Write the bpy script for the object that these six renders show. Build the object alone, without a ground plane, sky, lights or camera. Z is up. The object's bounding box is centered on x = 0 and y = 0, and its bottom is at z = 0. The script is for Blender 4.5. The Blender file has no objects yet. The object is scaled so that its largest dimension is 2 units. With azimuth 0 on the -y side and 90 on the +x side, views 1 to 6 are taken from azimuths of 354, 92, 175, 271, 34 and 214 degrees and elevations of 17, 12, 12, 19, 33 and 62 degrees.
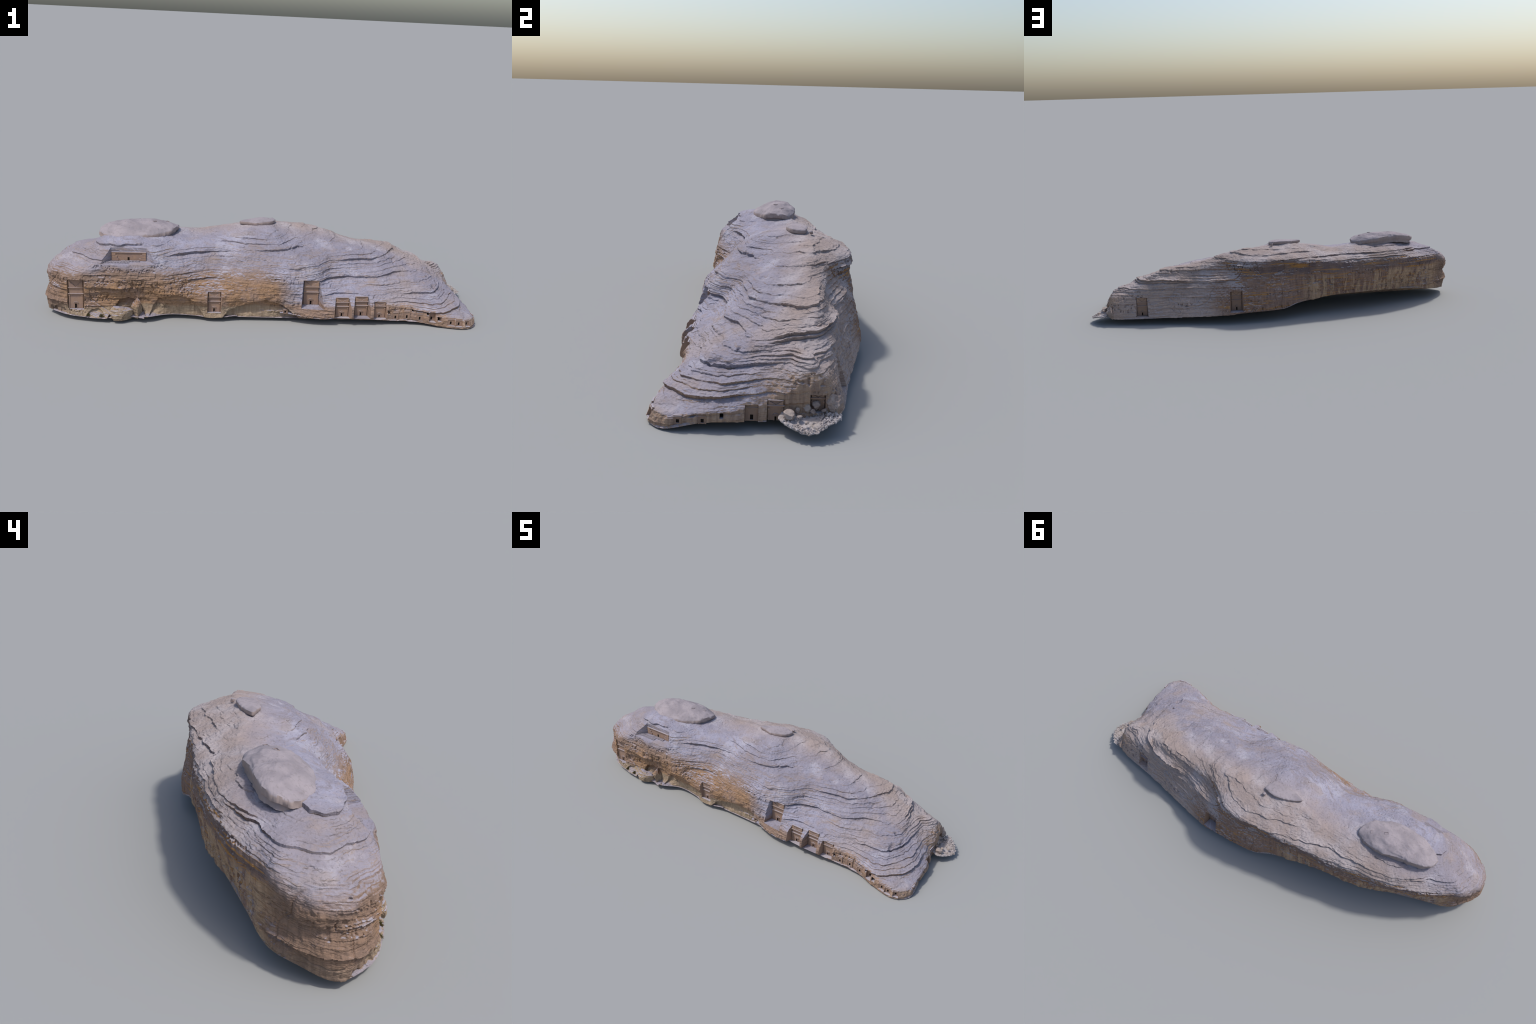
import bpy, bmesh, math, random
import numpy as np
from mathutils import Vector, Matrix, geometry

random.seed(7)
RNG = np.random.default_rng(7)
VOXEL = 0.0019

# ----------------------------------------------------------------------------
# small numeric helpers: hashed value noise, splines
# ----------------------------------------------------------------------------
def _hash(ix, iy, iz, seed):
    h = (ix.astype(np.uint32) * np.uint32(374761393) + iy.astype(np.uint32) * np.uint32(668265263)
         + iz.astype(np.uint32) * np.uint32(2246822519) + np.uint32((seed * 3266489917) & 0xFFFFFFFF))
    h = (h ^ (h >> np.uint32(13))) * np.uint32(1274126177)
    h = (h ^ (h >> np.uint32(16))) * np.uint32(2654435761)
    return ((h >> np.uint32(8)) & np.uint32(0xFFFF)).astype(np.float32) / 32767.5 - 1.0


def noise(P, freq, seed=0):
    """value noise in [-1, 1]; freq is a number or a triple"""
    Q = (P * np.asarray(freq, dtype=np.float64)).astype(np.float64) + 100.0 + seed * 7.13
    I = np.floor(Q)
    F = (Q - I).astype(np.float32)
    I = I.astype(np.int64)
    W = F * F * F * (F * (F * 6 - 15) + 10)
    out = np.zeros(len(P), np.float32)
    for dx in (0, 1):
        wx = W[:, 0] if dx else 1 - W[:, 0]
        for dy in (0, 1):
            wy = W[:, 1] if dy else 1 - W[:, 1]
            for dz in (0, 1):
                wz = W[:, 2] if dz else 1 - W[:, 2]
                out += wx * wy * wz * _hash(I[:, 0] + dx, I[:, 1] + dy, I[:, 2] + dz, seed)
    return out


def fbm(P, freq, octaves=4, seed=0, gain=0.5):
    freq = np.asarray(freq, dtype=np.float64) * np.ones(3)
    a, s = 1.0, np.zeros(len(P), np.float32)
    for o in range(octaves):
        s += a * noise(P, freq * (2.03 ** o), seed + 11 * o)
        a *= gain
    return s


def smooth(a, b, x):
    t = np.clip((x - a) / (b - a), 0, 1)
    return t * t * (3 - 2 * t)


def window(x, a, b, soft):
    return smooth(a - soft, a + soft, x) * (1 - smooth(b - soft, b + soft, x))


def catmull(P, n, closed):
    """Catmull-Rom through the rows of P (k, ...), n samples per span"""
    P = np.asarray(P, float)
    k = len(P)
    out = []
    for i in range(k if closed else k - 1):
        if closed:
            p0, p1, p2, p3 = P[(i - 1) % k], P[i], P[(i + 1) % k], P[(i + 2) % k]
        else:
            p0, p1, p2, p3 = P[max(i - 1, 0)], P[i], P[i + 1], P[min(i + 2, k - 1)]
        for j in range(n):
            t = j / n
            out.append(0.5 * ((2 * p1) + (-p0 + p2) * t + (2 * p0 - 5 * p1 + 4 * p2 - p3) * t * t
                              + (-p0 + 3 * p1 - 3 * p2 + p3) * t ** 3))
    if not closed:
        out.append(P[-1])
    return np.array(out)


# ----------------------------------------------------------------------------
# scene helpers
# ----------------------------------------------------------------------------
COL = bpy.context.scene.collection


def new_object(name, mesh, parent=None, mat=None):
    ob = bpy.data.objects.new(name, mesh)
    COL.objects.link(ob)
    if parent is not None:
        ob.parent = parent
    if mat is not None and mesh is not None:
        if not mesh.materials:
            mesh.materials.append(mat)
    return ob


def mesh_from(name, verts, faces, smooth_shade=False):
    me = bpy.data.meshes.new(name)
    me.from_pydata([tuple(map(float, v)) for v in verts], [], faces)
    me.validate()
    if smooth_shade:
        me.polygons.foreach_set("use_smooth", np.ones(len(me.polygons), bool))
    me.update()
    return me


def co_of(me):
    a = np.empty(len(me.vertices) * 3, np.float32)
    me.vertices.foreach_get("co", a)
    return a.reshape(-1, 3).astype(np.float64)


def set_co(me, P):
    me.vertices.foreach_set("co", P.astype(np.float32).ravel())
    me.update()


def normals_of(me):
    a = np.empty(len(me.vertices) * 3, np.float32)
    me.vertex_normals.foreach_get("vector", a)
    return a.reshape(-1, 3).astype(np.float64)


def apply_modifiers(ob):
    dg = bpy.context.evaluated_depsgraph_get()
    dg.update()
    me = bpy.data.meshes.new_from_object(ob.evaluated_get(dg))
    old = ob.data
    ob.modifiers.clear()
    ob.data = me
    me.name = old.name
    bpy.data.meshes.remove(old)
    return me


def boxes_mesh(name, boxes):
    """boxes: (x0, x1, y0, y1, z0, z1) joined in one mesh"""
    V, F = [], []
    for x0, x1, y0, y1, z0, z1 in boxes:
        b = len(V)
        V += [(x0, y0, z0), (x1, y0, z0), (x1, y1, z0), (x0, y1, z0),
              (x0, y0, z1), (x1, y0, z1), (x1, y1, z1), (x0, y1, z1)]
        F += [tuple(b + i for i in f) for f in
              ((0, 3, 2, 1), (4, 5, 6, 7), (0, 1, 5, 4), (1, 2, 6, 5), (2, 3, 7, 6), (3, 0, 4, 7))]
    return mesh_from(name, V, F)


def prism(plan, z0, z1, top=None):
    """vertical prism over a counter-clockwise plan polygon; top = other plan for the upper ring"""
    n = len(plan)
    top = top or plan
    V = [(x, y, z0) for x, y in plan] + [(x, y, z1) for x, y in top]
    F = [tuple(range(n - 1, -1, -1)), tuple(range(n, 2 * n))]
    F += [(i, (i + 1) % n, n + (i + 1) % n, n + i) for i in range(n)]
    return V, F


# ----------------------------------------------------------------------------
# materials
# ----------------------------------------------------------------------------
class NT:
    def __init__(self, name):
        self.mat = bpy.data.materials.new(name)
        self.mat.use_nodes = True
        self.t = self.mat.node_tree
        self.t.nodes.clear()
        self.out = self.t.nodes.new("ShaderNodeOutputMaterial")
        self.bsdf = self.t.nodes.new("ShaderNodeBsdfPrincipled")
        self.t.links.new(self.bsdf.outputs[0], self.out.inputs[0])
        self.bsdf.inputs["Roughness"].default_value = 0.92
        self.bsdf.inputs["Specular IOR Level"].default_value = 0.15
        self.co = self.t.nodes.new("ShaderNodeTexCoord").outputs["Object"]
        geo = self.t.nodes.new("ShaderNodeNewGeometry")
        self.normal = geo.outputs["Normal"]

    def _in(self, sock, v):
        if isinstance(v, bpy.types.NodeSocket):
            self.t.links.new(v, sock)
        elif isinstance(v, (tuple, list)):
            sock.default_value = tuple(v) + ((1.0,) if len(sock.default_value) == 4 and len(v) == 3 else ())
        else:
            sock.default_value = v

    def math(self, op, a, b=0.0, c=None):
        n = self.t.nodes.new("ShaderNodeMath")
        n.operation = op
        self._in(n.inputs[0], a)
        self._in(n.inputs[1], b)
        if c is not None:
            self._in(n.inputs[2], c)
        return n.outputs[0]

    def add(self, a, b): return self.math('ADD', a, b)
    def mul(self, a, b): return self.math('MULTIPLY', a, b)
    def sub(self, a, b): return self.math('SUBTRACT', a, b)

    def xyz(self, v=None):
        n = self.t.nodes.new("ShaderNodeSeparateXYZ")
        self._in(n.inputs[0], v if v is not None else self.co)
        return n.outputs[0], n.outputs[1], n.outputs[2]

    def combine(self, x, y, z):
        n = self.t.nodes.new("ShaderNodeCombineXYZ")
        for i, v in enumerate((x, y, z)):
            self._in(n.inputs[i], v)
        return n.outputs[0]

    def scaled(self, s, v=None):
        n = self.t.nodes.new("ShaderNodeMapping")
        self._in(n.inputs[0], v if v is not None else self.co)
        n.inputs["Scale"].default_value = s
        return n.outputs[0]

    def noise(self, scale, detail=4, rough=0.55, v=None, distort=0.0):
        n = self.t.nodes.new("ShaderNodeTexNoise")
        self._in(n.inputs["Vector"], v if v is not None else self.co)
        n.inputs["Scale"].default_value = scale
        n.inputs["Detail"].default_value = detail
        n.inputs["Roughness"].default_value = rough
        n.inputs["Distortion"].default_value = distort
        return n.outputs[0]

    def step(self, x, a, b, lo=0.0, hi=1.0):
        n = self.t.nodes.new("ShaderNodeMapRange")
        n.interpolation_type = 'SMOOTHSTEP'
        flip = a > b
        self._in(n.inputs[0], x)
        n.inputs[1].default_value = min(a, b)
        n.inputs[2].default_value = max(a, b)
        n.inputs[3].default_value = hi if flip else lo
        n.inputs[4].default_value = lo if flip else hi
        return n.outputs[0]

    def mix(self, f, a, b, mode='MIX'):
        n = self.t.nodes.new("ShaderNodeMix")
        n.data_type = 'RGBA'
        n.blend_type = mode
        self._in(n.inputs[0], f)
        self._in(n.inputs[6], a)
        self._in(n.inputs[7], b)
        return n.outputs[2]

    def finish(self, color, bump_h=None, strength=0.3, dist=0.002):
        self._in(self.bsdf.inputs["Base Color"], color)
        if bump_h is not None:
            n = self.t.nodes.new("ShaderNodeBump")
            n.inputs["Strength"].default_value = strength
            n.inputs["Distance"].default_value = dist
            self._in(n.inputs["Height"], bump_h)
            self.t.links.new(n.outputs[0], self.bsdf.inputs["Normal"])
        return self.mat


def massif_material():
    m = NT("weathered_sandstone")
    x, y, z = m.xyz()
    n_big = m.noise(5.0, 4)
    n_mid = m.noise(18.0, 5)
    n_fine = m.noise(120.0, 4, 0.65)
    # bedding height: the strata dip gently towards -y
    h = m.sub(z, m.mul(m.add(y, 0.1), 0.09))
    hw = m.add(h, m.mul(m.sub(n_mid, 0.5), 0.012))
    hw = m.add(hw, m.mul(m.sub(n_big, 0.5), 0.02))
    strata = m.noise(1.0, 3, 0.6, v=m.combine(m.mul(x, 5.0), m.mul(y, 5.0), m.mul(hw, 130.0)))
    strata_f = m.noise(1.0, 3, 0.6, v=m.combine(m.mul(x, 14.0), m.mul(y, 14.0), m.mul(hw, 420.0)))
    streak = m.noise(1.0, 3, 0.6, v=m.combine(m.mul(x, 95.0), m.mul(y, 95.0), m.mul(z, 7.0)))
    ln_u = m.math('FRACT', m.add(m.mul(hw, 75.0), m.mul(m.noise(11.0, 3), 2.5)))
    ln_m = m.step(m.noise(1.0, 3, 0.6, v=m.combine(m.mul(x, 9.0), m.mul(y, 9.0), m.mul(hw, 45.0))), 0.47, 0.58)
    lines = m.mul(m.step(ln_u, 0.13, 0.02), ln_m)
    ln_v = m.math('FRACT', m.add(m.mul(hw, 190.0), m.mul(m.noise(16.0, 3), 4.0)))
    lines2 = m.mul(m.step(ln_v, 0.22, 0.04), m.step(m.noise(1.0, 3, 0.6, v=m.combine(m.mul(x, 16.0), m.mul(y, 16.0), m.mul(hw, 60.0))), 0.48, 0.60))
    bedding_lines = m.mul(m.math('MAXIMUM', lines, m.mul(lines2, 0.75)), m.step(m.noise(6.0, 3), 0.40, 0.60, 0.25, 1.0))  # dark lines painted to deepen the shading under ledges
    _, _, nz = m.xyz(m.normal)
    bedding_lines = m.mul(bedding_lines, m.step(nz, 0.98, 0.86, 0.15, 1.0))
    nzn = m.add(nz, m.mul(m.sub(n_mid, 0.5), 0.35))

    # pale weathered slickrock of the slopes and domes
    pale = m.mix(m.step(n_big, 0.35, 0.65), (0.265, 0.248, 0.300), (0.335, 0.325, 0.405))
    pale = m.mix(m.mul(m.step(n_mid, 0.50, 0.75), 0.8), pale, (0.30, 0.245, 0.245))
    lav = m.noise(9.0, 5, 0.6)
    pale = m.mix(m.mul(m.step(lav, 0.53, 0.68), 0.8), pale, (0.39, 0.38, 0.45))
    tan = m.noise(1.0, 4, 0.6, v=m.combine(m.mul(x, 7.0), m.mul(y, 7.0), m.mul(hw, 22.0)))
    pale = m.mix(m.mul(m.step(tan, 0.56, 0.68), 0.5), pale, (0.30, 0.235, 0.205))
    pale = m.mix(m.mul(m.step(strata, 0.52, 0.70), 0.6), pale, (0.22, 0.19, 0.205))
    tint = m.mul(m.step(strata_f, 0.48, 0.64), m.step(nzn, 0.95, 0.72))
    pale = m.mix(m.mul(tint, 0.7), pale, (0.30, 0.215, 0.155))
    pale = m.mix(m.mul(m.mul(m.step(x, 0.40, 0.60), m.step(n_big, 0.42, 0.58)), 0.55), pale, (0.33, 0.27, 0.25))
    f_north = m.math('MAXIMUM', m.step(m.add(y, m.mul(m.sub(n_big, 0.5), 0.25)), -0.06, 0.14), m.mul(m.step(x, -0.70, -0.82), 0.25))
    pale = m.mix(m.mul(f_north, 0.9), pale, m.mix(m.step(lav, 0.40, 0.65), (0.345, 0.275, 0.245), (0.415, 0.360, 0.355)))
    pale = m.mix(m.mul(m.step(n_fine, 0.52, 0.70), 0.6), pale, (0.175, 0.15, 0.155))
    pale = m.mix(m.mul(bedding_lines, 0.75), pale, (0.15, 0.12, 0.115))

    # ochre broken cliff of the south-west front
    ochre = m.mix(m.step(strata, 0.35, 0.65), (0.37, 0.225, 0.13), (0.28, 0.18, 0.118))
    ochre = m.mix(m.step(n_mid, 0.45, 0.7), ochre, (0.30, 0.205, 0.16))
    ochre = m.mix(m.mul(m.step(streak, 0.52, 0.75), 0.5), ochre, (0.21, 0.13, 0.08))
    ochre = m.mix(m.mul(m.step(strata_f, 0.53, 0.70), 0.65), ochre, (0.16, 0.092, 0.05))
    ochre = m.mix(m.mul(m.step(n_fine, 0.55, 0.72), 0.5), ochre, (0.17, 0.11, 0.07))
    ochre = m.mix(m.mul(bedding_lines, 0.8), ochre, (0.11, 0.062, 0.035))
    # smooth tan sandstone inside the alcoves at the foot
    f_alcove = m.mul(m.step(x, 0.14, 0.09), m.step(m.add(z, m.mul(m.sub(n_big, 0.5), 0.06)), 0.075, 0.055))
    alc = m.mix(m.step(streak, 0.40, 0.65), (0.38, 0.30, 0.215), (0.29, 0.22, 0.155))
    ochre = m.mix(m.mul(f_alcove, 0.8), ochre, alc)
    f_front = m.mul(m.step(m.add(y, m.mul(m.sub(n_mid, 0.5), 0.05)), -0.150, -0.190),
                    m.step(nzn, 0.88, 0.62))
    top_line = m.add(h, m.mul(m.sub(n_big, 0.5), 0.07))
    f_west = m.mul(m.step(m.add(x, m.mul(m.sub(n_big, 0.5), 0.18)), 0.15, 0.03), m.step(m.add(top_line, m.mul(m.step(x, -0.45, -0.20), 0.012)), 0.262, 0.215))
    f_low = m.step(m.add(h, m.mul(m.sub(n_mid, 0.5), 0.03)), 0.120, 0.090)
    ochre = m.mix(m.mul(m.step(top_line, 0.170, 0.215), 0.75), ochre, m.mix(m.step(strata, 0.40, 0.60), (0.275, 0.20, 0.165), (0.20, 0.14, 0.11)))
    f_front = m.mul(f_front, m.math('MAXIMUM', f_west, m.mul(f_low, 0.8)))
    # western nose: brown cliff all round below the lip
    f_nose = m.mul(m.step(m.add(x, m.mul(m.sub(n_big, 0.5), 0.1)), -0.80, -0.88),
                   m.mul(m.step(top_line, 0.250, 0.18), m.step(nzn, 0.95, 0.65)))
    ochre = m.mix(m.mul(m.step(x, -0.86, -0.95), 0.75), ochre, m.mix(m.step(streak, 0.38, 0.62), (0.245, 0.165, 0.125), (0.175, 0.12, 0.095)))
    f_front = m.math('MAXIMUM', f_front, f_nose)
    # yellowish foot of the east face
    f_east = m.mul(m.step(x, 0.80, 0.86), m.mul(m.step(nzn, 0.80, 0.50), m.step(top_line, 0.150, 0.115)))
    ochre = m.mix(m.mul(m.step(x, 0.78, 0.86), 0.8), ochre, m.mix(m.step(streak, 0.38, 0.62), (0.44, 0.305, 0.21), (0.29, 0.195, 0.14)))
    f_front = m.math('MAXIMUM', f_front, m.mul(f_east, 0.9))

    # dark varnished north cliff with pale run-off streaks
    dark = m.mix(m.step(streak, 0.38, 0.62), (0.30, 0.19, 0.14), (0.20, 0.13, 0.105))  # reddened to offset blue skylight on this sunless side
    dark = m.mix(m.mul(m.step(n_big, 0.45, 0.7), 0.6), dark, (0.27, 0.19, 0.16))
    # dark varnished belt under the shoulder, crossed by rusty seams
    belt = m.mul(m.step(top_line, 0.185, 0.215), m.step(x, 0.34, 0.22))
    dark = m.mix(m.mul(belt, 0.75), dark, m.mix(m.step(n_mid, 0.42, 0.6), (0.20, 0.145, 0.125), (0.125, 0.10, 0.11)))
    dark = m.mix(m.mul(m.step(strata, 0.55, 0.62), m.mul(m.step(x, 0.40, 0.25), 0.9)), dark, (0.40, 0.205, 0.065))
    wide = m.noise(1.0, 2, 0.5, v=m.combine(m.mul(x, 42.0), m.mul(y, 42.0), m.mul(z, 2.0)))
    runoff = m.mul(m.step(m.add(x, m.mul(m.sub(n_big, 0.5), 0.2)), -0.06, -0.20), m.mul(m.step(top_line, 0.205, 0.175), m.step(wide, 0.44, 0.53)))
    dark = m.mix(m.mul(runoff, 0.9), dark, m.mix(m.step(streak, 0.4, 0.6), (0.46, 0.32, 0.21), (0.38, 0.26, 0.17)))
    east_pale = m.step(m.add(x, m.mul(m.sub(n_big, 0.5), 0.25)), 0.25, 0.42)
    dark = m.mix(m.mul(east_pale, 0.8), dark, m.mix(m.step(strata, 0.40, 0.60), (0.50, 0.40, 0.355), (0.37, 0.285, 0.25)))  # albedo lightened to reach the brightness seen on this shaded flank
    dark = m.mix(m.mul(m.step(strata_f, 0.56, 0.70), 0.5), dark, (0.14, 0.095, 0.075))
    dark = m.mix(m.mul(bedding_lines, 0.45), dark, (0.09, 0.06, 0.05))
    f_back = m.mul(m.step(m.add(y, m.mul(m.sub(n_mid, 0.5), 0.04)), -0.02, 0.03), m.step(nzn, 0.62, 0.30))
    f_back = m.mul(m.mul(f_back, m.step(top_line, 0.31, 0.27)), m.step(m.add(x, m.mul(m.sub(y, 0.1), -0.3)), 0.87, 0.82))

    col = m.mix(f_front, pale, ochre)
    col = m.mix(f_back, col, dark)
    # sand apron on the lowest flat rim
    f_sand = m.mul(m.step(nz, 0.6, 0.85), m.step(z, 0.028, 0.016))
    col = m.mix(f_sand, col, (0.36, 0.315, 0.335))
    bump = m.sub(m.add(m.mul(n_fine, 0.9), m.mul(strata_f, 0.8)), m.mul(bedding_lines, 0.9))
    return m.finish(col, bump, 0.7, 0.004)


def cut_material():
    m = NT("dressed_stone")
    n = m.noise(25.0, 5)
    f = m.noise(170.0, 3, 0.6)
    s = m.noise(1.0, 3, 0.6, v=m.scaled((30, 30, 220)))
    c = m.mix(m.step(n, 0.35, 0.68), (0.285, 0.195, 0.155), (0.36, 0.235, 0.16))  # base tones darkened and warmed to match the jambs in shade
    c = m.mix(m.mul(m.step(f, 0.5, 0.72), 0.5), c, (0.21, 0.14, 0.11))
    c = m.mix(m.mul(m.step(s, 0.55, 0.72), 0.4), c, (0.25, 0.175, 0.15))
    _, _, nz = m.xyz(m.normal)
    c = m.mix(m.step(nz, 0.5, 0.8), c, (0.37, 0.34, 0.375))     # sand lying on floors and cornices
    return m.finish(c, f, 0.25, 0.001)


def cap_material():
    m = NT("cap_sandstone")
    n = m.noise(14.0, 5)
    f = m.noise(90.0, 4, 0.65)
    _, _, nz = m.xyz(m.normal)
    c = m.mix(m.step(n, 0.35, 0.65), (0.27, 0.24, 0.26), (0.34, 0.30, 0.32))
    c = m.mix(m.mul(m.step(f, 0.5, 0.72), 0.5), c, (0.19, 0.165, 0.17))
    c = m.mix(m.mul(m.step(nz, 0.6, 0.2), 0.6), c, (0.33, 0.25, 0.21))
    return m.finish(c, f, 0.35, 0.003)


def boulder_material(name, a, b, d):
    m = NT(name)
    n = m.noise(22.0, 5)
    f = m.noise(140.0, 4, 0.65)
    s = m.noise(1.0, 3, 0.6, v=m.scaled((25, 25, 160)))
    c = m.mix(m.step(n, 0.35, 0.65), a, b)
    c = m.mix(m.mul(m.step(f, 0.52, 0.72), 0.5), c, d)
    c = m.mix(m.mul(m.step(s, 0.55, 0.7), 0.6), c, d)
    return m.finish(c, f, 0.3, 0.002)


def plain_material(name, a, b, scale=60.0):
    m = NT(name)
    n = m.noise(scale, 4)
    return m.finish(m.mix(m.step(n, 0.35, 0.65), a, b))


MAT_ROCK = massif_material()
MAT_CUT = cut_material()
MAT_CAP = cap_material()
MAT_BOULDER = boulder_material("ochre_boulder", (0.38, 0.265, 0.16), (0.29, 0.20, 0.12), (0.17, 0.11, 0.06))
MAT_GREY_BOULDER = boulder_material("grey_boulder", (0.40, 0.335, 0.30), (0.33, 0.26, 0.23), (0.22, 0.17, 0.14))
MAT_RUBBLE = boulder_material("rubble_stone", (0.47, 0.43, 0.43), (0.38, 0.33, 0.31), (0.22, 0.19, 0.16))
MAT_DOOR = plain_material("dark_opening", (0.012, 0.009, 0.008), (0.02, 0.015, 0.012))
MAT_SHRUB = plain_material("dry_shrub", (0.085, 0.08, 0.03), (0.15, 0.12, 0.055), 200.0)

# ----------------------------------------------------------------------------
# the thing
# ----------------------------------------------------------------------------
ROOT = bpy.data.objects.new("rock_outcrop", None)
COL.objects.link(ROOT)
ROOT["label"] = "long sandstone outcrop with rock-cut tomb facades and layered ledges"
ROOT["category"] = "rock outcrop"

# Profiles of the massif, one per station round its foot, counter-clockwise seen
# from above and starting at the western nose.  On the long faces a station is the x of
# its foot, the x where it meets the crest, and seven (y, height) pairs: foot, face,
# shoulder, slope.  On the two ends the seven points are given in full.
WEST_END = [
    (-.86, (-.985, -.150, .020), (-.990, -.150, .055), (-.992, -.140, .100), (-.978, -.128, .142), (-.990, -.120, .185), (-.972, -.095, .232), (-.918, -.080, .262)),
    (-.85, (-.930, -.222, .021), (-.945, -.212, .050), (-.950, -.215, .100), (-.945, -.205, .158), (-.955, -.190, .200), (-.930, -.145, .240), (-.878, -.110, .276)),
]
SOUTH_FACE = [
    (-.862, -.81, (-.257, .018), (-.254, .045), (-.258, .095), (-.258, .150), (-.248, .197), (-.195, .245), (-.120, .298)),
    (-.758, -.73, (-.283, .016), (-.252, .045), (-.244, .100), (-.252, .165), (-.242, .252), (-.190, .296), (-.115, .332)),
    (-.638, -.61, (-.292, .012), (-.246, .045), (-.238, .110), (-.264, .185), (-.240, .262), (-.182, .310), (-.105, .349)),
    (-.532, -.50, (-.275, .024), (-.242, .050), (-.242, .110), (-.256, .180), (-.233, .258), (-.176, .312), (-.100, .336)),
    (-.452, -.41, (-.226, .018), (-.236, .050), (-.260, .110), (-.258, .170), (-.230, .225), (-.164, .285), (-.103, .321)),
    (-.346, -.30, (-.232, .017), (-.234, .050), (-.254, .110), (-.227, .160), (-.191, .215), (-.144, .274), (-.078, .318)),
    (-.250, -.20, (-.258, .015), (-.250, .050), (-.256, .110), (-.220, .155), (-.173, .212), (-.125, .275), (-.052, .325)),
    (-.112, -.09, (-.240, .026), (-.236, .050), (-.254, .110), (-.236, .165), (-.202, .220), (-.132, .288), (-.036, .343)),
    (.030, .03, (-.252, .044), (-.244, .060), (-.256, .110), (-.252, .160), (-.232, .210), (-.140, .288), (-.030, .346)),
    (.180, .15, (-.287, .031), (-.280, .055), (-.266, .100), (-.244, .148), (-.222, .190), (-.174, .243), (-.055, .300)),
    (.300, .26, (-.292, .032), (-.292, .053), (-.286, .088), (-.242, .125), (-.157, .183), (-.110, .238), (-.030, .286)),
    (.430, .37, (-.287, .036), (-.282, .062), (-.268, .092), (-.232, .122), (-.162, .157), (-.092, .222), (-.020, .278)),
    (.550, .50, (-.266, .017), (-.266, .040), (-.262, .072), (-.252, .094), (-.210, .130), (-.110, .194), (-.010, .258)),
    (.670, .61, (-.268, .012), (-.268, .030), (-.262, .062), (-.252, .084), (-.212, .118), (-.112, .172), (-.005, .225)),
    (.775, .69, (-.298, .002), (-.297, .030), (-.285, .050), (-.268, .070), (-.218, .099), (-.124, .153), (-.020, .198)),
    (.878, .73, (-.316, .000), (-.316, .022), (-.305, .040), (-.280, .052), (-.232, .070), (-.120, .126), (-.030, .174)),
]
EAST_END = [
    (.76, (.945, -.262, .001), (.948, -.258, .022), (.945, -.250, .038), (.930, -.240, .048), (.900, -.205, .064), (.850, -.110, .110), (.805, -.010, .158)),
    (.77, (.942, -.160, .019), (.942, -.158, .030), (.938, -.155, .045), (.925, -.150, .055), (.905, -.135, .068), (.862, -.060, .115), (.815, .020, .160)),
    (.78, (.935, -.070, .022), (.935, -.068, .038), (.930, -.066, .052), (.915, -.060, .068), (.900, -.050, .080), (.865, .000, .120), (.820, .040, .160)),
    (.785, (.918, .030, .020), (.915, .032, .040), (.910, .034, .065), (.905, .036, .085), (.895, .040, .100), (.868, .055, .138), (.825, .070, .163)),
    (.785, (.910, .100, .028), (.905, .105, .050), (.905, .105, .080), (.904, .105, .108), (.897, .105, .126), (.876, .107, .155), (.835, .102, .181)),
    (.78, (.900, .175, .030), (.899, .173, .060), (.898, .170, .090), (.895, .165, .120), (.884, .155, .142), (.862, .142, .170), (.830, .122, .187)),
    (.77, (.855, .222, .028), (.855, .218, .060), (.850, .210, .090), (.845, .195, .120), (.835, .178, .145), (.815, .152, .168), (.795, .130, .182)),
]
NORTH_FACE = [
    (.725, .69, (.243, .030), (.232, .060), (.220, .100), (.213, .140), (.198, .174), (.168, .206), (.136, .230)),
    (.575, .57, (.262, .034), (.246, .070), (.229, .120), (.214, .165), (.200, .200), (.174, .232), (.150, .269)),
    (.430, .42, (.290, .039), (.272, .080), (.250, .130), (.230, .172), (.209, .206), (.186, .250), (.158, .286)),
    (.285, .28, (.312, .047), (.305, .080), (.294, .130), (.278, .175), (.248, .225), (.208, .275), (.190, .312)),
    (.150, .12, (.316, .058), (.310, .090), (.300, .140), (.288, .200), (.270, .258), (.276, .300), (.255, .326)),
    (-.010, .00, (.298, .060), (.298, .100), (.292, .150), (.281, .210), (.270, .265), (.280, .308), (.255, .332)),
    (-.110, -.10, (.260, .082), (.262, .120), (.263, .160), (.259, .220), (.262, .270), (.266, .305), (.235, .328)),
    (-.325, -.29, (.200, .100), (.209, .130), (.220, .170), (.226, .220), (.226, .265), (.218, .288), (.186, .306)),
    (-.488, -.45, (.178, .101), (.181, .130), (.187, .170), (.196, .220), (.193, .265), (.178, .290), (.140, .316)),
    (-.640, -.61, (.115, .091), (.121, .120), (.133, .160), (.151, .210), (.156, .255), (.144, .288), (.105, .322)),
    (-.785, -.74, (.055, .073), (.064, .100), (.072, .150), (.081, .200), (.083, .245), (.070, .268), (.033, .294)),
    (-.905, -.82, (.004, .053), (.004, .085), (.002, .135), (.004, .185), (.012, .222), (.010, .254), (-.010, .284)),
]
WEST_SHOULDER = [
    (-.855, (-.958, -.065, .040), (-.960, -.066, .070), (-.962, -.064, .110), (-.955, -.054, .155), (-.968, -.046, .195), (-.955, -.040, .236), (-.908, -.050, .266)),
]
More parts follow.
